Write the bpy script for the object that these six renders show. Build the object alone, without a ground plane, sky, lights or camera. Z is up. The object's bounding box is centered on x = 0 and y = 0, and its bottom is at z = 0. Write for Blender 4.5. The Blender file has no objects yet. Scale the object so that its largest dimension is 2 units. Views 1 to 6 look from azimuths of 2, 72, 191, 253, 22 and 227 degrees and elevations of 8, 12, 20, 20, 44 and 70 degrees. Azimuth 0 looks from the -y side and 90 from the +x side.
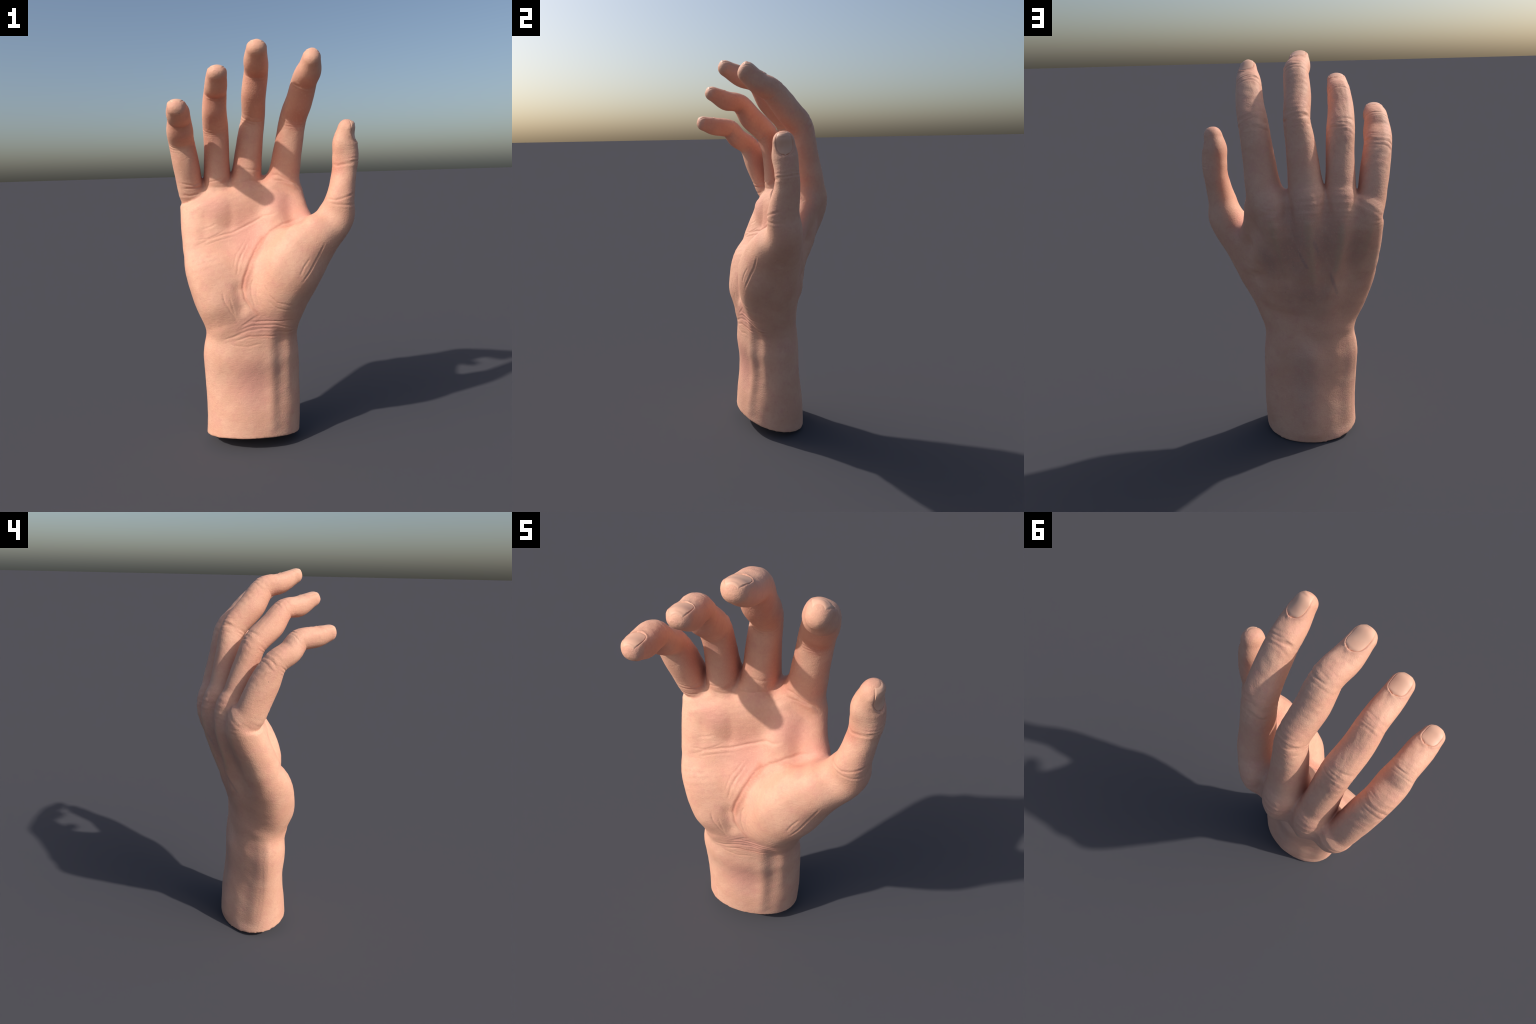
import bpy, math
import numpy as np
from mathutils import Vector

rng = np.random.default_rng(7)

# ------------------------------------------------------------------ helpers
def unit(v):
    v = np.asarray(v, float)
    return v / np.maximum(np.linalg.norm(v, axis=-1, keepdims=True), 1e-12)

def smoothstep(a, b, x):
    t = np.clip((x - a) / (b - a), 0, 1)
    return t * t * (3 - 2 * t)

def smin(a, b, k):
    h = np.maximum(k - np.abs(a - b), 0) / k
    return np.minimum(a, b) - h * h * k * 0.25

def catmull(ctrl, n):
    """Centripetal-ish Catmull-Rom through rows of ctrl, n samples per span."""
    c = np.asarray(ctrl, float)
    c = np.vstack([2 * c[0] - c[1], c, 2 * c[-1] - c[-2]])
    out = []
    for i in range(1, len(c) - 2):
        p0, p1, p2, p3 = c[i - 1], c[i], c[i + 1], c[i + 2]
        for t in np.linspace(0, 1, n, endpoint=False):
            out.append(0.5 * (2 * p1 + (p2 - p0) * t + (2 * p0 - 5 * p1 + 4 * p2 - p3) * t ** 2
                              + (3 * p1 - p0 - 3 * p2 + p3) * t ** 3))
    out.append(c[-2])
    return np.array(out)


class Limb:
    """A tapering tube along a spine.  Each station: x y z, half width (lateral),
    half depth towards the back of the hand, half depth towards the palm."""
    N = 6

    def __init__(self, stations, lateral, tip=0.05, root=0.05, power=2.25):
        st = catmull(stations, self.N)
        self.c, self.w, self.d, self.p = st[:, :3], st[:, 3], st[:, 4], st[:, 5]
        self.t = np.arange(len(st)) / self.N
        T = unit(np.gradient(self.c, axis=0))
        lat = np.asarray(lateral, float)
        if lat.ndim == 1:
            L = np.tile(lat, (len(st), 1))
        else:
            x = np.linspace(0, len(stations) - 1, len(lat))
            L = np.stack([np.interp(self.t, x, lat[:, i]) for i in range(3)], 1)
        L = unit(L - T * np.sum(L * T, 1, keepdims=True))
        self.T, self.L, self.D = T, L, unit(np.cross(L, T)) * -1
        # D must point to the back of the hand
        self.D = unit(np.cross(T, L))
        self.tip, self.root, self.power = tip, root, power
        r = max(self.w.max(), self.d.max(), self.p.max()) + 0.10
        self.lo, self.hi = self.c.min(0) - r, self.c.max(0) + r

    def locate(self, P):
        """nearest spine parameter and local coordinates of points P"""
        a, b = self.c[:-1], self.c[1:]
        ab = b - a
        l2 = np.sum(ab * ab, 1)
        n = len(P)
        seg = np.empty(n, int); u = np.empty(n)
        for s in range(0, n, 40000):
            q = P[s:s + 40000]
            h = np.clip((q @ ab.T - np.sum(a * ab, 1)) / l2, 0, 1)
            d2 = (np.sum(q * q, 1)[:, None] - 2 * (q @ a.T) + np.sum(a * a, 1)
                  - 2 * h * (q @ ab.T - np.sum(a * ab, 1)) + h * h * l2)
            k = np.argmin(d2, 1)
            seg[s:s + 40000] = k
            u[s:s + 40000] = h[np.arange(len(q)), k]
        f = lambda v: v[seg] * (1 - u)[(...,) + (None,) * (v.ndim - 1)] + v[seg + 1] * u[(...,) + (None,) * (v.ndim - 1)]
        c, T, L, D = f(self.c), unit(f(self.T)), unit(f(self.L)), unit(f(self.D))
        o = P - c
        return f(self.t), np.sum(o * L, 1), np.sum(o * D, 1), np.sum(o * T, 1), f(self.w), f(self.d), f(self.p)

    def field(self, P):
        t, a, b, c, w, d, p = self.locate(P)
        h = np.where(b > 0, d, p)
        e = np.where(c > 0, self.tip, self.root)
        end = (t <= 0.001) | (t >= self.t[-1] - 0.001)
        c = np.where(end, c, 0)
        n = self.power
        r = ((np.abs(a) / w) ** n + (np.abs(b) / h) ** n + (np.abs(c) / e) ** n) ** (1 / n)
        q = np.sqrt(a * a + b * b + c * c)
        return np.where(q < 1e-6, -np.minimum(w, h), q * (1 - 1 / np.maximum(r, 1e-6)))

    def point(self, t, ang, out=0.0):
        """surface point at station t, angle from the dorsal direction towards lateral"""
        f = lambda v: np.stack([np.interp(t, self.t, v[:, i]) for i in range(3)], -1)
        g = lambda v: np.interp(t, self.t, v)
        ca, sa = np.cos(ang), np.sin(ang)
        n = self.power
        h = np.where(ca > 0, g(self.d), g(self.p))
        rad = 1 / ((np.abs(sa) / g(self.w)) ** n + (np.abs(ca) / h) ** n) ** (1 / n)
        return f(self.c) + (rad + out)[..., None] * (f(self.L) * sa[..., None] + f(self.D) * ca[..., None])


# ------------------------------------------------------------------ the hand
# stations: x, y, z, half width, half depth dorsal, half depth palmar
# 0 carpus  1 metacarpal  2 knuckle  3 finger root  4 mid  5 middle joint  6 mid  7 end joint  8 pad  9 tip
SHAPES = {
    "index_finger": ([
        (0.032, -0.005, 0.719, 0.100, 0.092, 0.099),
        (0.045, 0.055, 1.034, 0.096, 0.138, 0.126),
        (0.047, 0.172, 1.275, 0.087, 0.122, 0.118),
        (0.102, 0.170, 1.395, 0.083, 0.084, 0.076),
        (0.128, 0.142, 1.535, 0.074, 0.069, 0.069),
        (0.155, 0.106, 1.677, 0.070, 0.065, 0.064),
        (0.186, 0.032, 1.762, 0.067, 0.058, 0.066),
        (0.209, -0.058, 1.844, 0.062, 0.057, 0.053),
        (0.228, -0.123, 1.880, 0.058, 0.044, 0.056),
        (0.236, -0.173, 1.920, 0.042, 0.040, 0.051),
        ], [(1, 0, 0), (0.97, 0.05, -0.2), (0.94, 0.15, -0.28)], {'tip': 0.045}),
    "middle_finger": ([
        (-0.077, -0.019, 0.715, 0.094, 0.094, 0.098),
        (-0.086, 0.092, 1.008, 0.088, 0.128, 0.116),
        (-0.110, 0.178, 1.289, 0.098, 0.125, 0.128),
        (-0.092, 0.172, 1.428, 0.078, 0.082, 0.089),
        (-0.070, 0.146, 1.582, 0.069, 0.070, 0.071),
        (-0.049, 0.118, 1.699, 0.061, 0.067, 0.062),
        (-0.038, 0.024, 1.813, 0.062, 0.067, 0.071),
        (-0.022, -0.050, 1.899, 0.059, 0.061, 0.053),
        (-0.020, -0.131, 1.930, 0.058, 0.046, 0.055),
        (-0.013, -0.207, 1.964, 0.047, 0.033, 0.043),
        ], [(1, 0, 0), (1, -0.03, -0.08), (1, 0.05, -0.06)], {'tip': 0.047}),
    "ring_finger": ([
        (-0.133, -0.000, 0.705, 0.094, 0.105, 0.099),
        (-0.205, 0.079, 0.999, 0.085, 0.108, 0.109),
        (-0.246, 0.154, 1.287, 0.086, 0.112, 0.112),
        (-0.249, 0.134, 1.416, 0.070, 0.082, 0.085),
        (-0.242, 0.101, 1.550, 0.065, 0.063, 0.063),
        (-0.240, 0.061, 1.649, 0.065, 0.061, 0.059),
        (-0.233, -0.027, 1.736, 0.060, 0.059, 0.064),
        (-0.218, -0.094, 1.800, 0.055, 0.058, 0.041),
        (-0.206, -0.170, 1.829, 0.052, 0.044, 0.057),
        (-0.193, -0.240, 1.855, 0.046, 0.035, 0.038),
        ], [(1, 0, 0), (1, 0.08, 0), (1, 0.15, 0)], {'tip': 0.046}),
    "little_finger": ([
        (-0.198, -0.015, 0.702, 0.085, 0.075, 0.090),
        (-0.322, 0.030, 1.001, 0.096, 0.085, 0.096),
        (-0.351, 0.134, 1.257, 0.101, 0.096, 0.082),
        (-0.388, 0.112, 1.348, 0.070, 0.080, 0.075),
        (-0.401, 0.059, 1.481, 0.068, 0.072, 0.075),
        (-0.409, 0.009, 1.579, 0.065, 0.056, 0.056),
        (-0.403, -0.062, 1.629, 0.065, 0.052, 0.057),
        (-0.395, -0.114, 1.677, 0.056, 0.055, 0.048),
        (-0.385, -0.203, 1.700, 0.055, 0.043, 0.054),
        (-0.379, -0.258, 1.714, 0.045, 0.034, 0.045),
        ], [(1, 0, 0), (1, 0.12, 0), (1, 0.12, 0)], {'tip': 0.042}),
    "thumb": ([
        (0.050, -0.020, 0.689, 0.080, 0.100, 0.105),
        (0.151, -0.037, 0.862, 0.115, 0.107, 0.106),
        (0.259, -0.049, 1.050, 0.113, 0.097, 0.087),
        (0.346, -0.046, 1.188, 0.086, 0.102, 0.084),
        (0.375, -0.060, 1.283, 0.075, 0.071, 0.067),
        (0.397, -0.048, 1.402, 0.060, 0.060, 0.061),
        (0.405, -0.053, 1.479, 0.056, 0.063, 0.067),
        (0.393, -0.057, 1.547, 0.059, 0.067, 0.053),
        (0.405, -0.066, 1.601, 0.050, 0.041, 0.044),
        ], [(-0.5, -0.85, 0), (-0.2, -0.98, 0.1), (-0.25, -0.97, 0)], {'tip': 0.055}),
    "forearm": ([
        (-0.101, -0.000, -0.097, 0.248, 0.182, 0.185),
        (-0.086, 0.004, 0.142, 0.248, 0.164, 0.171),
        (-0.086, 0.001, 0.338, 0.249, 0.138, 0.143),
        (-0.089, -0.004, 0.487, 0.250, 0.143, 0.149),
        (-0.083, -0.013, 0.601, 0.237, 0.145, 0.134),
        (-0.082, -0.016, 0.755, 0.250, 0.118, 0.127),
        (-0.081, 0.025, 0.894, 0.236, 0.117, 0.131),
        ], (0.988, 0.154, 0), {'tip': 0.1, 'root': 0.05, 'power': 2.1}),
    "palm_slab": ([
        (-0.083, 0.005, 0.799, 0.227, 0.105, 0.108),
        (-0.117, 0.040, 0.970, 0.266, 0.087, 0.102),
        (-0.110, 0.108, 1.111, 0.282, 0.089, 0.080),
        (-0.125, 0.116, 1.247, 0.255, 0.090, 0.094),
        (-0.152, 0.148, 1.308, 0.247, 0.060, 0.066),
        ], (1, 0.18, 0.05), {'tip': 0.04, 'root': 0.06, 'power': 2.3}),
    "heel_pad": ([
        (-0.199, -0.071, 0.651, 0.077, 0.067, 0.068),
        (-0.229, -0.050, 0.753, 0.123, 0.099, 0.127),
        (-0.286, -0.016, 0.926, 0.125, 0.099, 0.115),
        (-0.310, 0.027, 1.020, 0.095, 0.082, 0.053),
        ], (1, 0.22, 0), {'tip': 0.08, 'root': 0.06}),
    "thumb_ball": ([
        (0.054, -0.061, 0.695, 0.072, 0.070, 0.066),
        (0.069, -0.091, 0.805, 0.106, 0.090, 0.098),
        (0.116, -0.101, 0.932, 0.137, 0.090, 0.112),
        (0.171, -0.089, 1.035, 0.116, 0.090, 0.105),
        (0.251, -0.069, 1.116, 0.085, 0.080, 0.091),
        ], (0.88, -0.05, -0.45), {'tip': 0.06, 'root': 0.06}),
    "thumb_web": ([
        (0.155, 0.147, 1.294, 0.050, 0.043, 0.054),
        (0.173, 0.096, 1.209, 0.056, 0.052, 0.056),
        (0.196, 0.051, 1.126, 0.065, 0.057, 0.060),
        (0.149, 0.033, 1.005, 0.094, 0.080, 0.083),
        ], (1, 0.2, 0), {'tip': 0.05, 'root': 0.05, 'power': 2.0}),
}
FINGERS = ["index_finger", "middle_finger", "ring_finger", "little_finger"]
LIMBS = {k: Limb(st, lat, **kw) for k, (st, lat, kw) in SHAPES.items()}
CUT_Z0, CUT_SLOPE = 0.036, -0.215     # tilted cut at the wrist end


def body_field(P):
    n = len(P)
    def part(name):
        l = LIMBS[name]
        f = np.full(n, 0.3)
        m = np.all((P > l.lo) & (P < l.hi), 1)
        if m.any():
            f[m] = l.field(P[m])
        return f
    z = P[:, 2]
    # blend radius: broad in the palm, tight between the fingers
    k = 0.012 + 0.070 * (1 - smoothstep(1.19, 1.40, z))
    fs = [part(x) for x in FINGERS]
    f = fs[0]
    for g in fs[1:]:
        f = smin(f, g, k)
    f = smin(f, part("palm_slab"), 0.045)
    f = smin(f, part("forearm"), 0.08)
    f = smin(f, part("heel_pad"), 0.05)
    g = smin(part("thumb"), part("thumb_ball"), 0.05)
    g = smin(g, part("thumb_web"), 0.05)
    f = smin(f, g, 0.075)
    cut = (CUT_Z0 + CUT_SLOPE * P[:, 1]) - z
    return np.maximum(f, cut)


# ------------------------------------------------------------------ implicit -> quads
def surface_nets(field, lo, hi, h):
    H = 4 * h
    dims = np.ceil((np.array(hi) - lo) / H).astype(int) + 1
    ax = [lo[i] + H * np.arange(dims[i]) for i in range(3)]
    G = np.stack(np.meshgrid(*ax, indexing="ij"), -1).reshape(-1, 3)
    coarse = field(G).reshape(dims)
    fine_dims = (dims - 1) * 4 + 1
    # trilinear upsample of the coarse field
    def up(a, axis):
        a = np.moveaxis(a, axis, 0)
        out = np.empty((4 * (len(a) - 1) + 1,) + a.shape[1:])
        for j in range(4):
            out[j:-1:4] = a[:-1] * (1 - j / 4) + a[1:] * (j / 4)
        out[-1] = a[-1]
        return np.moveaxis(out, 0, axis)
    F = up(up(up(coarse, 0), 1), 2)
    idx = np.argwhere(np.abs(F) < 1.15 * H)
    F[tuple(idx.T)] = field(lo + idx * h)
    S = F < 0
    cs = [S[i:S.shape[0] - 1 + i, j:S.shape[1] - 1 + j, k:S.shape[2] - 1 + k]
          for i in (0, 1) for j in (0, 1) for k in (0, 1)]
    cnt = sum(c.astype(int) for c in cs)
    cells = np.argwhere((cnt > 0) & (cnt < 8))
    vid = -np.ones(np.array(S.shape) - 1, int)
    vid[tuple(cells.T)] = np.arange(len(cells))
    acc = np.zeros((len(cells), 3)); num = np.zeros(len(cells))
    corners = np.array([(i, j, k) for i in (0, 1) for j in (0, 1) for k in (0, 1)])
    val = np.stack([F[tuple((cells + c).T)] for c in corners], 1)
    for a in range(8):
        for b in range(a + 1, 8):
            if np.abs(corners[a] - corners[b]).sum() != 1:
                continue
            fa, fb = val[:, a], val[:, b]
            m = (fa < 0) != (fb < 0)
            t = fa[m] / (fa[m] - fb[m])
            acc[m] += corners[a] + t[:, None] * (corners[b] - corners[a])
            num[m] += 1
    V = lo + h * (cells + acc / num[:, None])
    faces = []
    for axis in range(3):
        o = [0, 0, 0]; o[axis] = 1
        n = np.array(S.shape); n[axis] -= 1
        A = S[:n[0], :n[1], :n[2]]
        Bm = S[o[0]:o[0] + n[0], o[1]:o[1] + n[1], o[2]:o[2] + n[2]]
        e = np.argwhere(A != Bm)
        u, v = [(1, 2), (2, 0), (0, 1)][axis]
        eu = np.zeros(3, int); eu[u] = 1
        ev = np.zeros(3, int); ev[v] = 1
        q = np.stack([vid[tuple((e - d).T)] for d in (0 * eu, eu, eu + ev, ev)], 1)
        inside = A[tuple(e.T)]
        q = np.where(inside[:, None], q, q[:, ::-1])
        faces.append(q)
    return V, np.vstack(faces)


def gradient(field, P, e=0.002):
    f = field(P)
    return np.stack([field(P + d) - f for d in np.eye(3) * e], 1) / e


def project(field, P, steps=2):
    for _ in range(steps):
        f = field(P); g = gradient(field, P)
        P = P - np.clip(f / np.maximum(np.sum(g * g, 1), 0.2), -.01, .01)[:, None] * g
    return P


def vertex_normals(V, F):
    n = np.zeros_like(V)
    fn = np.cross(V[F[:, 2]] - V[F[:, 0]], V[F[:, 3]] - V[F[:, 1]])
    for i in range(4):
        np.add.at(n, F[:, i], fn)
    return unit(n)


def neighbours_mean(V, F):
    s = np.zeros_like(V); c = np.zeros(len(V))
    for i in range(4):
        for j in (1, 3):
            np.add.at(s, F[:, i], V[F[:, (i + j) % 4]])
            np.add.at(c, F[:, i], 1)
    return s / np.maximum(c, 1)[:, None]


def make_mesh(name, V, F):
    me = bpy.data.meshes.new(name)
    me.from_pydata(V.tolist(), [], F.tolist())
    me.update()
    return me

# ------------------------------------------------------------------ skin relief
def line_distance(Q, pts):
    """distance of 2-D points Q to a polyline, and the position along it (0..1)"""
    pts = np.asarray(pts, float)
    best = np.full(len(Q), 1e9); pos = np.zeros(len(Q))
    n = len(pts) - 1
    for i in range(n):
        a, d = pts[i], pts[i + 1] - pts[i]
        u = np.clip(((Q - a) @ d) / (d @ d), 0, 1)
        r = np.linalg.norm(Q - a - u[:, None] * d, axis=1)
        m = r < best
        best[m] = r[m]; pos[m] = (i + u[m]) / n
    return best, pos

def nearby(Q, pts, r):
    pts = np.asarray(pts)
    return np.all((Q > pts.min(0) - r) & (Q < pts.max(0) + r), 1)

CREASE = .43
# folds of the palm and wrist as lines in the (x, z) plane: (points, width, depth)
PALM_LINES = [
    ([(-.352, 1.054), (-.287, 1.087), (-.223, 1.105), (-.172, 1.113), (-.113, 1.138), (-.054, 1.169), (-.014, 1.191), (.032, 1.202), (.058, 1.212)], .007, .0060),
    ([(-.321, 1.137), (-.275, 1.148), (-.249, 1.163)], .005, .0030),
    ([(-.349, 1.085), (-.287, 1.093), (-.249, 1.107), (-.211, 1.126)], .005, .0040),
    ([(-.30, 1.060), (-.23, 1.080), (-.16, 1.095)], .005, .0030),
    ([(.190, 1.180), (.150, 1.164), (.089, 1.150), (.030, 1.119), (-.016, 1.075), (-.055, 1.022), (-.081, .964), (-.104, .904), (-.115, .849), (-.106, .800), (-.079, .749), (-.042, .722)], .008, .0075),
    ([(.160, 1.150), (.116, 1.131), (.049, 1.100), (.003, 1.057), (-.029, 1.017)], .005, .0040),
    ([(-.057, .910), (-.073, .860), (-.074, .817), (-.060, .767), (-.023, .728)], .005, .0035),
    ([(-.040, .880), (-.050, .820), (-.035, .770), (.010, .735)], .005, .0025),
    ([(-.013, .872), (.011, .823), (.054, .786), (.134, .762)], .006, .0035),
    ([(.000, .800), (.050, .755), (.130, .735)], .005, .0025),
    ([(-.113, 1.024), (-.135, .972), (-.145, .911)], .006, .0040),
    ([(-.088, 1.064), (-.119, 1.007), (-.128, .960)], .005, .0030),
    ([(-.100, 1.080), (-.145, 1.010), (-.160, .950)], .005, .0020),
    ([(-.214, .837), (-.203, .787), (-.174, .734), (-.144, .689)], .007, .0045),
    ([(-.178, .810), (-.167, .759), (-.156, .720)], .005, .0030),
    ([(-.226, .587), (-.154, .616), (-.089, .637), (-.026, .647), (.038, .640)], .005, .0050),
    ([(-.174, .586), (-.090, .605), (-.014, .606), (.050, .596)], .005, .0050),
    ([(-.110, .590), (-.050, .597), (.010, .590)], .004, .0025),
    ([(-.088, .684), (-.024, .684), (.039, .683), (.148, .677)], .005, .0040),
    ([(-.146, .636), (-.076, .663), (.038, .662), (.149, .625)], .005, .0045),
    ([(-.150, .625), (-.080, .648), (-.020, .655)], .004, .0030),
    ([(-.181, .566), (-.098, .554), (-.028, .569)], .005, .0030),
    ([(-.127, .658), (-.049, .716)], .005, .0040),
    ([(-.100, .668), (-.030, .722)], .004, .0025),
    ([(.040, .620), (.090, .610), (.145, .618)], .005, .0030),
    ([(.179, .885), (.223, .951), (.255, 1.005), (.287, 1.065)], .005, .0055),
    ([(.164, .919), (.186, .961), (.217, 1.002)], .004, .0040),
    ([(-.430, 1.374), (-.362, 1.360), (-.330, 1.374)], .006, .0040),
    ([(-.420, 1.345), (-.345, 1.346), (-.310, 1.351)], .006, .0050),
    ([(-.425, 1.312), (-.387, 1.302), (-.335, 1.317)], .007, .0045),
    ([(-.290, 1.370), (-.253, 1.376), (-.207, 1.391)], .006, .0045),
    ([(-.275, 1.345), (-.210, 1.345), (-.171, 1.347)], .007, .0045),
    ([(-.164, 1.357), (-.116, 1.365), (-.064, 1.374), (-.004, 1.365)], .007, .0050),
    ([(-.125, 1.434), (-.062, 1.426), (-.015, 1.432)], .007, .0035),
    ([(.030, 1.397), (.070, 1.399), (.115, 1.375), (.155, 1.354), (.188, 1.317)], .008, .0065),
    ([(.043, 1.371), (.095, 1.369), (.148, 1.351)], .006, .0040),
    ([(.303, 1.278), (.347, 1.270), (.409, 1.289), (.44, 1.30)], .006, .0045),
    ([(.320, 1.255), (.353, 1.248), (.409, 1.247), (.45, 1.245)], .006, .0035),
    ([(.335, 1.444), (.359, 1.431), (.400, 1.444), (.455, 1.452)], .007, .0050),
]
# broad ridges (+) and gutters (-) of wrist and palm side
PALM_FORMS = [
    ([(.022, .74), (.017, .55), (.018, .37), (.010, -.1)], .030, .0045),
    ([(.070, .72), (.068, .55), (.060, .37), (.052, -.1)], .030, -.0042),
    ([(.115, .70), (.112, .50), (.105, .25)], .025, .004),
    ([(-.187, 1.30), (-.168, 1.204), (-.190, 1.09)], .024, -.0035),
    ([(-.311, 1.24), (-.307, 1.07)], .026, -.003),
    ([(-.245, 1.26), (-.240, 1.10)], .030, .002),
    ([(-.11, .70), (-.13, .80), (-.14, .90)], .030, -.008),
]
# tendons and veins of the back of the hand
BACK_FORMS = [
    ([(.060, 1.340), (.031, 1.210), (.018, 1.109), (.000, .920), (-.02, .80)], .024, .007),
    ([(-.118, 1.360), (-.122, 1.221), (-.127, 1.103), (-.134, .930), (-.12, .80)], .024, .007),
    ([(-.273, 1.330), (-.268, 1.186), (-.248, 1.076), (-.210, .92), (-.17, .80)], .022, .009),
    ([(-.402, 1.290), (-.375, 1.097), (-.325, .920)], .020, .003),
    ([(-.018, 1.38), (-.035, 1.25), (-.052, 1.12), (-.065, .96)], .028, -.009),
    ([(-.192, 1.40), (-.195, 1.25), (-.190, 1.12), (-.172, .98)], .028, -.010),
    ([(-.337, 1.37), (-.330, 1.22), (-.310, 1.10), (-.27, .98)], .026, -.009),
    ([(.105, 1.25), (.085, 1.10), (.060, .96)], .028, -.006),
    ([(-.010, 1.22), (-.043, 1.170), (-.084, 1.103), (-.116, 1.02)], .014, .0015),
    ([(-.130, 1.22), (-.169, 1.113), (-.204, 1.031), (-.233, .951), (-.244, .86)], .014, .002),
    ([(.303, 1.170), (.236, 1.023), (.147, .874), (.110, .78)], .022, .006),
    ([(-.105, .60), (-.110, .42), (-.112, .30), (-.115, -.15)], .070, .020),
    ([(-.285, .64), (-.285, .45), (-.275, .25), (-.27, -.10)], .050, -.010),
]
# creases across the fingers: (station, strength) palm side / wrinkles on the back
PALM_SIDE = [(4.70, .25), (4.86, .6), (5.02, 1.0), (5.22, .3), (6.80, .4), (6.97, 1.0), (7.09, .45)]
BACK_SIDE = [(4.66, .35), (4.80, .7), (4.93, 1.0), (5.04, .8), (5.18, .5), (6.80, .5), (6.93, 1.0), (7.06, .7), (7.2, .3)]
THUMB_BACK = [(5.60, .3), (5.78, 1.0), (5.95, .7), (6.12, .3)]

NAILS = {   # half width, length
    "index_finger": (.034, .098),
    "middle_finger": (.034, .102),
    "ring_finger": (.033, .088),
    "little_finger": (.031, .084),
    "thumb": (.035, .088),
}


def nail_frame(name):
    l = LIMBS[name]
    half, length = NAILS[name]
    end = l.c[-1] + l.T[-1] * l.tip
    j = len(l.c) - 1 - l.N
    T = unit(end - l.c[j])
    L = unit(l.L[-1] - T * (l.L[-1] @ T))
    D = unit(np.cross(T, L))
    return end - T * (length + .004), T, L, D, half, length


def nail_half(name, s):
    """half width of the plate at distance s from its root"""
    _, _, _, _, half, length = nail_frame(name)
    v = np.clip(s / length, 0, 1)
    base = np.sqrt(np.clip(1 - (1 - np.clip(v / .38, 0, 1)) ** 2, 0, 1))
    tip = np.sqrt(np.clip(1 - (np.clip((v - .55) / .45, 0, 1) * .86) ** 2.4, 0, 1))
    return half * base * tip


def wobble(P, scale, seed):
    r = np.random.default_rng(seed)
    out = np.zeros(len(P))
    for _ in range(7):
        k = unit(r.normal(size=3)) * scale * r.uniform(.6, 1.7)
        out += np.sin(P @ k + r.uniform(0, 6.28))
    return out / 7


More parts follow.
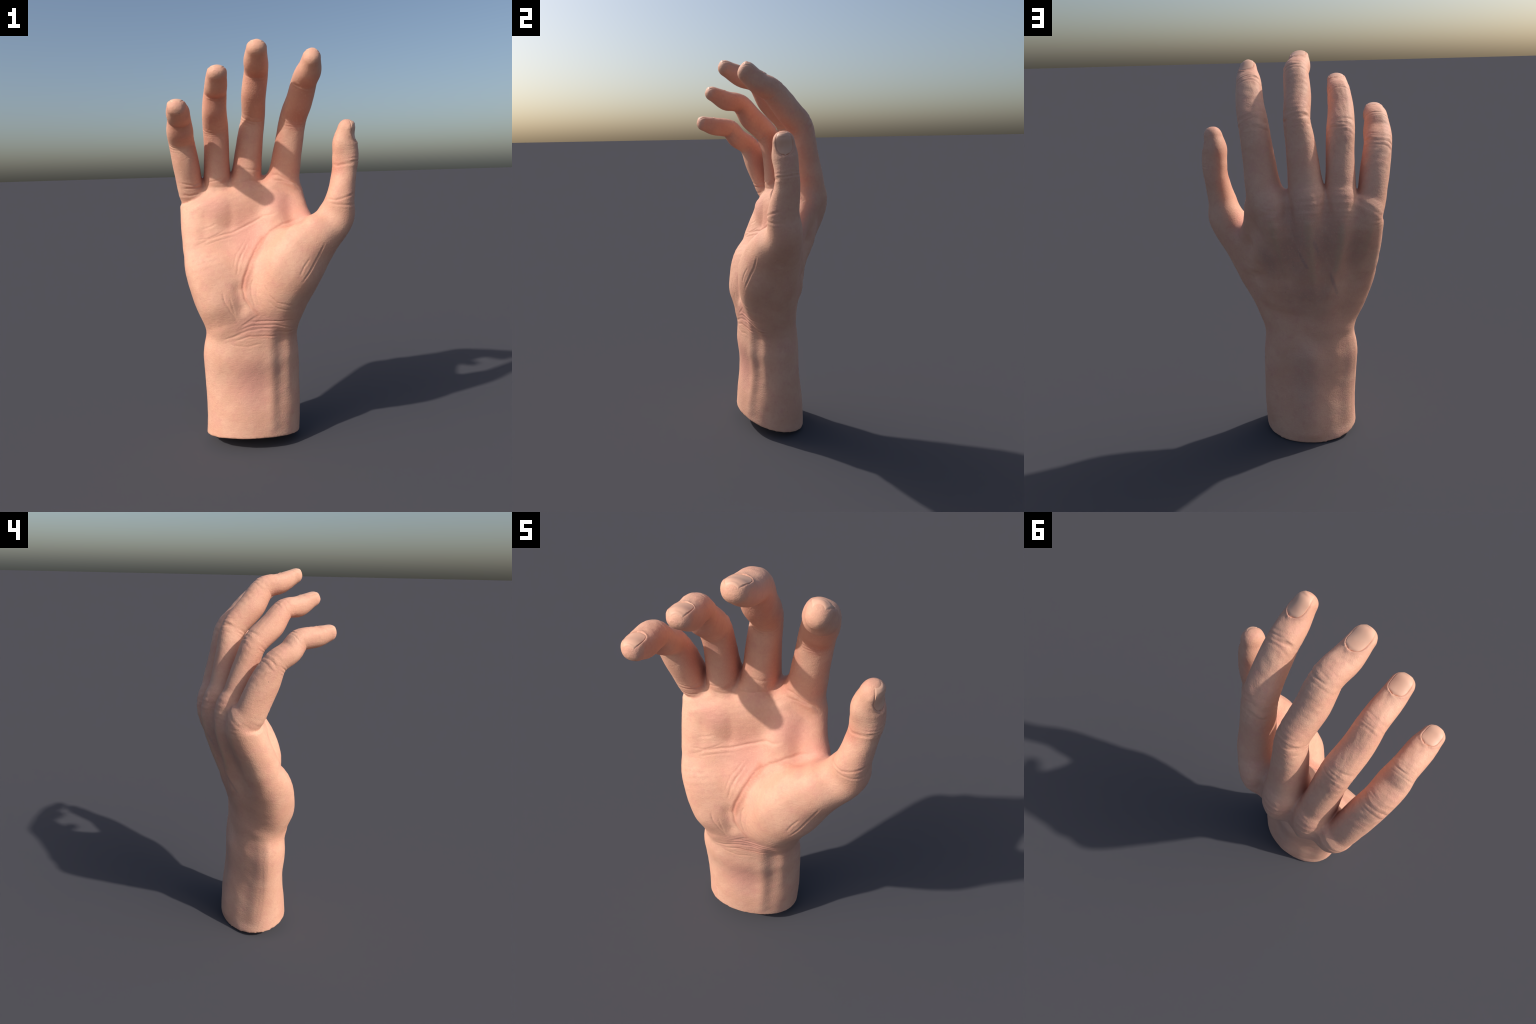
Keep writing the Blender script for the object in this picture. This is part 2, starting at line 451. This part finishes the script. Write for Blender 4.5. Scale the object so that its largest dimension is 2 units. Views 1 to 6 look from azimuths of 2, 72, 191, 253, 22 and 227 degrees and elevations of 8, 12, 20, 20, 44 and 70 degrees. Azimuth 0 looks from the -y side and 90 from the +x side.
def relief(P, N):
    """offset along the normal"""
    n = len(P)
    h = np.zeros(n)
    Q = P[:, [0, 2]].copy()
    Q[:, 1] += 0.006 * wobble(P, 60, 3)
    Q[:, 0] += 0.004 * wobble(P, 60, 4)
    front = smoothstep(.05, .45, -N[:, 1])
    back = smoothstep(.10, .5, N[:, 1])
    fing = np.zeros(n)                       # 1 on free fingers
    for name in FINGERS:
        l = LIMBS[name]
        m = np.all((P > l.lo) & (P < l.hi), 1) & (P[:, 2] > 1.25)
        t, a, b, c, w, d, p = l.locate(P[m])
        near = np.sqrt((a / w) ** 2 + (b / np.where(b > 0, d, p)) ** 2) < 1.35
        on = smoothstep(3.2, 3.6, t) * near
        fing[m] = np.maximum(fing[m], on)
        ang = np.arctan2(a, b)
        dors, palm = smoothstep(-.1, .75, np.cos(ang)), smoothstep(-.15, .55, -np.cos(ang))
        hh = np.zeros(len(t))
        seed = len(name)
        wob = wobble(P[m], 45, seed)
        wob2 = wobble(P[m], 110, seed + 5)
        for i, (s, k) in enumerate(PALM_SIDE):
            tt = t + .05 * wob + .03 * np.sin(ang * 2 + i + seed)
            hh -= palm * k * .0034 * np.exp(-((tt - s) / .050) ** 2) * np.clip(.8 + .9 * wob2, .1, 1.4)
        for i, (s, k) in enumerate(BACK_SIDE):
            bend = .16 * (1 - np.cos(ang)) * (1 if i % 2 else -.5)
            tt = t + .09 * wob + bend
            part = np.clip(.55 + 1.6 * wobble(P[m], 55, seed * 3 + i), 0, 1.3)      # broken lines
            hh -= dors * k * part * .0022 * (np.exp(-((tt - s) / .048) ** 2) - .6 * np.exp(-((tt - s - .085) / .06) ** 2))
        hh += dors * smoothstep(3.6, 4, t) * .0003 * wobble(P[m], 190, seed + 9) * 4
        h[m] += on * hh
    l = LIMBS["thumb"]
    m = np.all((P > l.lo) & (P < l.hi), 1) & (P[:, 2] > 1.1) & (P[:, 0] > .28)
    t, a, b, c, w, d, p = l.locate(P[m])
    ang = np.arctan2(a, b); dors = smoothstep(-.1, .7, np.cos(ang))
    wob = wobble(P[m], 45, 21)
    hh = np.zeros(len(t))
    for s, k in THUMB_BACK:
        hh -= dors * k * .0026 * np.exp(-((t + .06 * wob + .1 * (1 - np.cos(ang)) - s) / .05) ** 2)
    h[m] += hh * smoothstep(4, 4.5, t)

    body = 1 - fing
    for pts, wd, dp in PALM_LINES:
        wd, dp = max(wd * .68, .0036), dp * CREASE
        k = nearby(Q, pts, .03) & (front > 0)
        r, u = line_distance(Q[k], pts)
        fade = .25 + .75 * smoothstep(0, .18, u) * smoothstep(0, .18, 1 - u)
        # a crease: narrow valley with soft swollen lips
        h[k] -= front[k] * fade * dp * (np.exp(-(r / wd) ** 2) - .22 * np.exp(-((r - 2.6 * wd) / (1.5 * wd)) ** 2))
    Q = P[:, [0, 2]]
    for pts, wd, dp in PALM_FORMS:
        k = nearby(Q, pts, 3 * wd) & (front > 0)
        r, u = line_distance(Q[k], pts)
        h[k] += front[k] * dp * np.exp(-(r / wd) ** 2) * smoothstep(0, .3, u) * smoothstep(0, .3, 1 - u)
    for pts, wd, dp in BACK_FORMS:
        k = nearby(Q, pts, 3 * wd) & (back * body > 0)
        r, u = line_distance(Q[k], pts)
        h[k] += (back * body)[k] * dp * np.exp(-(r / wd) ** 2) * smoothstep(0, .2, u) * smoothstep(0, .25, 1 - u)
    # knuckle wrinkles on the back
    for x, z, rad in ((.06, 1.31, .075), (-.12, 1.33, .07), (-.28, 1.30, .06), (-.415, 1.265, .040)):
        g = np.exp(-(((P[:, 0] - x) / rad) ** 2 + ((P[:, 2] - z) / (rad * .8)) ** 2))
        h += back * body * g * .0004 * np.sin(P[:, 2] * 330 + 3.0 * wobble(P, 40, int(rad * 1000)))
    # soft lumps everywhere
    h += .0016 * wobble(P, 38, 11) + .0007 * wobble(P, 95, 12)
    h *= smoothstep(.0, .06, P[:, 2] - (CUT_Z0 + CUT_SLOPE * P[:, 1])) 

    # nail beds and the folds around them
    for name in NAILS:
        o, T, L, D, half, length = nail_frame(name)
        q = P - o
        s, a, b = q @ T, q @ L, q @ D
        m = (s > -.03) & (s < length + .02) & (np.abs(a) < .075) & (b > -.012) & (b < .09) & (N @ D > -.1)
        s, a = s[m], a[m]
        w = nail_half(name, s)
        root = np.where(s < .38 * length, 1, 0)
        ds = np.where(s < 0, -s, 0)
        sd = np.hypot(np.maximum(np.abs(a) - w, 0), ds)
        inside = (np.abs(a) < w) & (s > 0) & (s < length)
        sd = np.where(inside, -np.minimum(w - np.abs(a), s), sd)
        tip = smoothstep(.92, .60, s / length)
        f = -.0045 * smoothstep(.004, -.003, sd) + .0024 * tip * np.exp(-((sd - .006) / .0065) ** 2)
        f = f * smoothstep(-.1, .35, (N[m] @ D)) * smoothstep(length + .004, length - .012, s)
        h[m] = np.where(sd < .02, f + h[m] * smoothstep(.0, .02, sd), h[m])
    return h


# ------------------------------------------------------------------ materials
def new_material(name):
    m = bpy.data.materials.new(name)
    m.use_nodes = True
    nt = m.node_tree
    return m, nt, nt.nodes["Principled BSDF"]


class Graph:
    def __init__(self, nt):
        self.nt = nt
        self.coord = nt.nodes.new("ShaderNodeTexCoord").outputs["Object"]

    def node(self, kind, **props):
        n = self.nt.nodes.new(kind)
        for k, v in props.items():
            setattr(n, k, v)
        return n

    def link(self, a, b):
        self.nt.links.new(a, b)

    def math(self, op, a, b=None, c=None):
        n = self.node("ShaderNodeMath", operation=op)
        for i, v in enumerate((a, b, c)):
            if v is None:
                continue
            if isinstance(v, (int, float)):
                n.inputs[i].default_value = v
            else:
                self.link(v, n.inputs[i])
        return n.outputs[0]

    def noise(self, scale, detail=3, rough=.55, vec=None, stretch=None):
        n = self.node("ShaderNodeTexNoise")
        n.inputs["Scale"].default_value = scale
        n.inputs["Detail"].default_value = detail
        n.inputs["Roughness"].default_value = rough
        v = vec or self.coord
        if stretch:
            mp = self.node("ShaderNodeMapping")
            mp.inputs["Scale"].default_value = stretch
            self.link(v, mp.inputs["Vector"]); v = mp.outputs["Vector"]
        self.link(v, n.inputs["Vector"])
        return n.outputs["Fac"]

    def ramp(self, fac, a, b, lo=0., hi=1.):
        n = self.node("ShaderNodeMapRange", interpolation_type="SMOOTHSTEP")
        self.link(fac, n.inputs["Value"])
        n.inputs["From Min"].default_value = a
        n.inputs["From Max"].default_value = b
        n.inputs["To Min"].default_value = lo
        n.inputs["To Max"].default_value = hi
        return n.outputs["Result"]

    def blob(self, centre, radii):
        """soft ellipsoid mask, 1 at the centre, 0 at its surface"""
        mp = self.node("ShaderNodeMapping", vector_type="POINT")
        mp.inputs["Location"].default_value = [-c / r for c, r in zip(centre, radii)]
        mp.inputs["Scale"].default_value = [1 / r for r in radii]
        self.link(self.coord, mp.inputs["Vector"])
        ln = self.node("ShaderNodeVectorMath", operation="LENGTH")
        self.link(mp.outputs["Vector"], ln.inputs[0])
        return self.ramp(ln.outputs["Value"], 1.0, 0.15)

    def streak(self, a, b, radius):
        """soft mask around a straight segment"""
        a, b = Vector(a), Vector(b)
        d = b - a
        sub = self.node("ShaderNodeVectorMath", operation="SUBTRACT")
        self.link(self.coord, sub.inputs[0]); sub.inputs[1].default_value = a
        dot = self.node("ShaderNodeVectorMath", operation="DOT_PRODUCT")
        self.link(sub.outputs["Vector"], dot.inputs[0]); dot.inputs[1].default_value = d / d.length_squared
        cl = self.node("ShaderNodeClamp"); self.link(dot.outputs["Value"], cl.inputs["Value"])
        sc = self.node("ShaderNodeVectorMath", operation="SCALE")
        sc.inputs[0].default_value = d; self.link(cl.outputs["Result"], sc.inputs["Scale"])
        ds = self.node("ShaderNodeVectorMath", operation="DISTANCE")
        self.link(sub.outputs["Vector"], ds.inputs[0]); self.link(sc.outputs["Vector"], ds.inputs[1])
        return self.ramp(ds.outputs["Value"], radius, radius * .15)

    def total(self, masks):
        out = masks[0]
        for m in masks[1:]:
            out = self.math("MAXIMUM", out, m)
        return out

    def mix(self, fac, a, b):
        n = self.node("ShaderNodeMix", data_type="RGBA")
        if isinstance(fac, (int, float)):
            n.inputs["Factor"].default_value = fac
        else:
            self.link(fac, n.inputs["Factor"])
        for v, s in ((a, "A"), (b, "B")):
            s = [i for i in n.inputs if i.name == s and i.type == "RGBA"][0]
            if isinstance(v, tuple):
                s.default_value = (*v, 1)
            else:
                self.link(v, s)
        return [o for o in n.outputs if o.type == "RGBA"][0]


def skin_material():
    m, nt, bsdf = new_material("skin")
    g = Graph(nt)
    base, pale = (.738, .388, .262), (.780, .440, .302)
    pink, red = (.725, .338, .260), (.600, .225, .150)
    olive, brown, vein = (.600, .390, .260), (.530, .305, .235), (.430, .270, .240)
    col = g.mix(g.ramp(g.noise(7, 3), .40, .66), base, pale)
    col = g.mix(g.math("MULTIPLY", g.ramp(g.noise(16, 4, .6), .48, .70), .40), col, pink)
    # pinker flesh: hollow of the palm, pads under the fingers, thumb web, joints
    flush = [g.blob(c, r) for c, r in (
        ((-.08, .00, 1.06), (.20, .16, .24)), ((-.25, .03, 1.24), (.12, .07, .10)),
        ((.08, .05, 1.24), (.15, .10, .14)), ((.22, .02, 1.17), (.14, .12, .12)),
        ((-.03, -.16, .66), (.20, .08, .09)), ((-.08, -.15, .36), (.15, .08, .20)))]
    col = g.mix(g.math("MULTIPLY", g.total(flush), .80), col, pink)
    # red bounce light between the fingers, painted into the skin; also reddens folds
    bounce_tint = [g.streak(a, b, r) for a, b, r in (
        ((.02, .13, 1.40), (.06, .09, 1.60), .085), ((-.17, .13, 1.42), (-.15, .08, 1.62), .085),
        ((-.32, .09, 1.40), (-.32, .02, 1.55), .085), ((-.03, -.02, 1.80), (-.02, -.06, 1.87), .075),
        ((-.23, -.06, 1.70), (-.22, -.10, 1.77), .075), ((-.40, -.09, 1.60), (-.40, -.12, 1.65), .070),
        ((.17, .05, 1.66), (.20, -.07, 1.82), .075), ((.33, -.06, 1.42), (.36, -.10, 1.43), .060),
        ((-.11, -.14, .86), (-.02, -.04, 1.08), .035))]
    col = g.mix(g.math("MULTIPLY", g.total(bounce_tint), .58), col, red)
    # reddened fold lines of the palm
    fold = [g.streak(a, b, r) for a, b, r in (
        ((.16, -.05, 1.16), (.03, -.035, 1.12), .022), ((.03, -.035, 1.12), (-.055, -.065, 1.02), .018),
        ((-.055, -.065, 1.02), (-.108, -.125, .90), .018), ((-.108, -.125, .90), (-.106, -.149, .80), .016),
        ((-.106, -.149, .80), (-.045, -.154, .722), .016), ((-.03, .015, 1.18), (.055, .012, 1.212), .014),
        ((.04, .083, 1.385), (.185, .090, 1.325), .022), ((-.164, .09, 1.357), (-.01, .11, 1.370), .020),
        ((-.28, .058, 1.36), (-.20, .066, 1.38), .020), ((-.40, .02, 1.345), (-.33, .06, 1.345), .022),
        ((-.10, -.155, .61), (.04, -.135, .60), .018), ((.31, -.08, 1.275), (.41, -.127, 1.285), .020))]
    col = g.mix(g.math("MULTIPLY", g.total(fold), .32), col, red)
    # back of the hand: darker and browner, with yellowish tendons and bluish veins
    brown_patches = g.total([g.blob(c, r) for c, r in (
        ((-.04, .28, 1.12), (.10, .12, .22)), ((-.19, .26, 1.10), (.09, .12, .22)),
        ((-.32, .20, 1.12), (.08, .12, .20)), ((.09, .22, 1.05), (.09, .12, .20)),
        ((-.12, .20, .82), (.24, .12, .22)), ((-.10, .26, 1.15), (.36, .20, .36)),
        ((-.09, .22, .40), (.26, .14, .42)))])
    brown_patches = g.math("MULTIPLY", brown_patches, g.ramp(g.noise(9, 3), .25, .65, .40, .85))
    col = g.mix(brown_patches, col, brown)
    sinew = g.total([g.streak(a, b, .030) for a, b in (
        ((.05, .31, 1.27), (.005, .22, .96)), ((-.122, .31, 1.27), (-.134, .22, .96)),
        ((-.272, .28, 1.26), (-.245, .21, 1.02)), ((-.40, .24, 1.23), (-.345, .14, .95)))])
    col = g.mix(g.math("MULTIPLY", sinew, .60), col, olive)
    blue = g.total([g.streak(a, b, r) for a, b, r in (
        ((-.030, .29, 1.20), (-.105, .245, 1.045), .016), ((-.141, .275, 1.18), (-.204, .225, 1.03), .016),
        ((-.204, .225, 1.03), (-.244, .15, .875), .014), ((.075, .24, 1.085), (.081, .19, .985), .014),
        ((-.22, .28, 1.28), (-.244, .275, 1.22), .014))])
    col = g.mix(g.math("MULTIPLY", blue, .55), col, vein)
    # fine mottling and a few dark pores
    fine = g.noise(70, 4, .7)
    col = g.mix(g.math("MULTIPLY", g.ramp(fine, .42, .68), .32), col, (.690, .318, .250))
    col = g.mix(g.math("MULTIPLY", g.ramp(g.noise(120, 3, .6), .50, .72), .30), col, (.800, .475, .325))
    col = g.mix(g.math("MULTIPLY", g.ramp(g.noise(34, 3, .6), .52, .74), .25), col, (.640, .285, .215))
    vo = g.node("ShaderNodeTexVoronoi"); vo.inputs["Scale"].default_value = 11
    g.link(g.coord, vo.inputs["Vector"])
    col = g.mix(g.math("MULTIPLY", g.ramp(vo.outputs["Distance"], .026, .016), .8), col, (.16, .09, .07))
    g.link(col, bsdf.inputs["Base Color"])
    bsdf.inputs["Roughness"].default_value = .62
    bsdf.inputs["Specular IOR Level"].default_value = .30
    # grain
    cells = g.node("ShaderNodeTexVoronoi", feature="DISTANCE_TO_EDGE"); cells.inputs["Scale"].default_value = 120
    g.link(g.coord, cells.inputs["Vector"])
    hgt = g.math("ADD", g.math("MULTIPLY", g.noise(150, 4, .6), 1.0), g.math("MULTIPLY", g.ramp(cells.outputs["Distance"], 0, .12), .25))
    hgt = g.math("ADD", hgt, g.math("MULTIPLY", g.noise(55, 3, .5, stretch=(1, 1, 2.2)), 1.2))
    bp = g.node("ShaderNodeBump")
    bp.inputs["Strength"].default_value = .24
    bp.inputs["Distance"].default_value = .004
    g.link(hgt, bp.inputs["Height"])
    g.link(bp.outputs["Normal"], bsdf.inputs["Normal"])
    return m


def nail_material():
    m, nt, bsdf = new_material("nail")
    g = Graph(nt)
    col = g.mix(g.ramp(g.noise(25, 2), .35, .7), (.775, .450, .312), (.745, .415, .288))
    g.link(col, bsdf.inputs["Base Color"])
    bsdf.inputs["Roughness"].default_value = .48
    bsdf.inputs["Specular IOR Level"].default_value = .35
    return m


# ------------------------------------------------------------------ build
lo = np.array([-0.56, -0.42, -0.06]); hi = np.array([0.56, 0.42, 2.06])
V, F = surface_nets(body_field, lo, hi, 0.0080)
V = project(body_field, V, 1)
for _ in range(2):
    V = V + 0.5 * (neighbours_mean(V, F) - V)
    V = V + (V - neighbours_mean(V, F)) * 0.25

tmp_me = make_mesh("tmp", V, F)
tmp = bpy.data.objects.new("tmp", tmp_me)
bpy.context.collection.objects.link(tmp)
sub = tmp.modifiers.new("fine", "SUBSURF"); sub.levels = sub.render_levels = 1
dg = bpy.context.evaluated_depsgraph_get()
ev = tmp.evaluated_get(dg).to_mesh()
V = np.empty(len(ev.vertices) * 3); ev.vertices.foreach_get("co", V); V = V.reshape(-1, 3)
F = np.empty(len(ev.polygons) * 4, int); ev.polygons.foreach_get("vertices", F); F = F.reshape(-1, 4)
tmp.evaluated_get(dg).to_mesh_clear()
bpy.data.objects.remove(tmp); bpy.data.meshes.remove(tmp_me)

N = vertex_normals(V, F)
V = V + N * relief(V, N)[:, None]
Z_SHIFT = V[:, 2].min()
V[:, 2] -= Z_SHIFT
N = vertex_normals(V, F)

# which part each face belongs to
C = V[F].mean(1)
part_of = np.full(len(F), "palm", dtype=object)
part_of[C[:, 2] < .60 + .02 * np.sin(C[:, 0] * 9)] = "forearm"
best = np.full(len(F), 1e9)
for name, t0 in (("index_finger", 3.1), ("middle_finger", 3.05), ("ring_finger", 3.05), ("little_finger", 3.05), ("thumb", 3.5)):
    l = LIMBS[name]
    m = np.where(np.all((C > l.lo) & (C < l.hi), 1) & (C[:, 2] > 1.1))[0]
    f = l.field(C[m]); t = l.locate(C[m])[0]
    ok = (t > t0) & (f < .03) & (f < best[m])
    part_of[m[ok]] = name
    best[m[ok]] = f[ok]

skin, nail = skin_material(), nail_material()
hand = bpy.data.objects.new("human_hand", None)
bpy.context.collection.objects.link(hand)
hand["label"] = "raised human hand with spread, gently curled fingers, cut at the forearm"
hand["category"] = "human hand"
parts = {}
for name in ("forearm", "palm", "thumb", "index_finger", "middle_finger", "ring_finger", "little_finger"):
    f = F[part_of == name]
    used, inv = np.unique(f, return_inverse=True)
    me = make_mesh(name, V[used], inv.reshape(-1, 4))
    me.polygons.foreach_set("use_smooth", np.ones(len(me.polygons), bool))
    me.normals_split_custom_set_from_vertices(N[used].tolist())
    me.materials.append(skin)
    o = bpy.data.objects.new(name, me)
    o.parent = hand
    bpy.context.collection.objects.link(o)
    parts[name] = o


def build_nail(name):
    o, T, L, D, half, length = nail_frame(name)
    nu, nv = 21, 29
    us = np.linspace(-1, 1, nu)
    vs = 1 - (1 - np.linspace(0, 1, nv)) ** 1.15
    def height(s, a):
        """skin height above the frame at (s, a), marching down from above"""
        q = o + s[:, None] * T + a[:, None] * L
        bs = np.linspace(.085, -.06, 260)
        val = np.stack([LIMBS[name].field(q + b * D) for b in bs], 1)
        k = np.argmax(val < 0, 1)
        return np.where(val.min(1) < 0, bs[k], -.02)
    s = vs * length
    w = np.maximum(nail_half(name, s), .0015)
    hc = height(s, np.zeros(nv))
    hc = np.polyval(np.polyfit(s, hc, 5), s)
    # plate: slightly arched lengthwise, never diving with the fingertip
    line = np.polyfit(s[: int(nv * .75)], hc[: int(nv * .75)], 2)
    lift = np.polyval(line, s)
    hc = np.where(s > .60 * length, np.clip(lift - .008 * smoothstep(.6, 1, s / length), hc, hc + .0035), hc)
    he = .5 * (height(s, w) + height(s, -w))
    he = np.polyval(np.polyfit(s, he, 4), s)
    drop = np.clip(hc - he, .004, .020)
    top = np.empty((nv, nu, 3)); bot = np.empty((nv, nu, 3))
    for i in range(nv):
        a = us * w[i]
        b = hc[i] + .0010 - drop[i] * (np.abs(us) ** 2.2) - .0030 * (1 - smoothstep(0, .12, vs[i]))
        top[i] = o + s[i] * T + a[:, None] * L + b[:, None] * D
        bot[i] = top[i] - D * .009
    vv = np.vstack([top.reshape(-1, 3), bot.reshape(-1, 3)])
    vv[:, 2] -= Z_SHIFT
    idx = lambda k, i, j: k * nu * nv + i * nu + j
    ff = []
    for i in range(nv - 1):
        for j in range(nu - 1):
            ff.append((idx(0, i, j), idx(0, i, j + 1), idx(0, i + 1, j + 1), idx(0, i + 1, j)))
            ff.append((idx(1, i, j), idx(1, i + 1, j), idx(1, i + 1, j + 1), idx(1, i, j + 1)))
    rim = [(0, j) for j in range(nu)] + [(i, nu - 1) for i in range(1, nv)] + \
          [(nv - 1, j) for j in range(nu - 2, -1, -1)] + [(i, 0) for i in range(nv - 2, 0, -1)]
    for p, q in zip(rim, rim[1:] + rim[:1]):
        ff.append((idx(0, *q), idx(0, *p), idx(1, *p), idx(1, *q)))
    me = bpy.data.meshes.new("fingernail")
    me.from_pydata(vv.tolist(), [], ff)
    me.update()
    me.polygons.foreach_set("use_smooth", np.ones(len(me.polygons), bool))
    me.set_sharp_from_angle(angle=math.radians(50))
    me.materials.append(nail)
    ob = bpy.data.objects.new("fingernail", me)
    ob.parent = parts[name]
    bpy.context.collection.objects.link(ob)

for name in NAILS:
    build_nail(name)
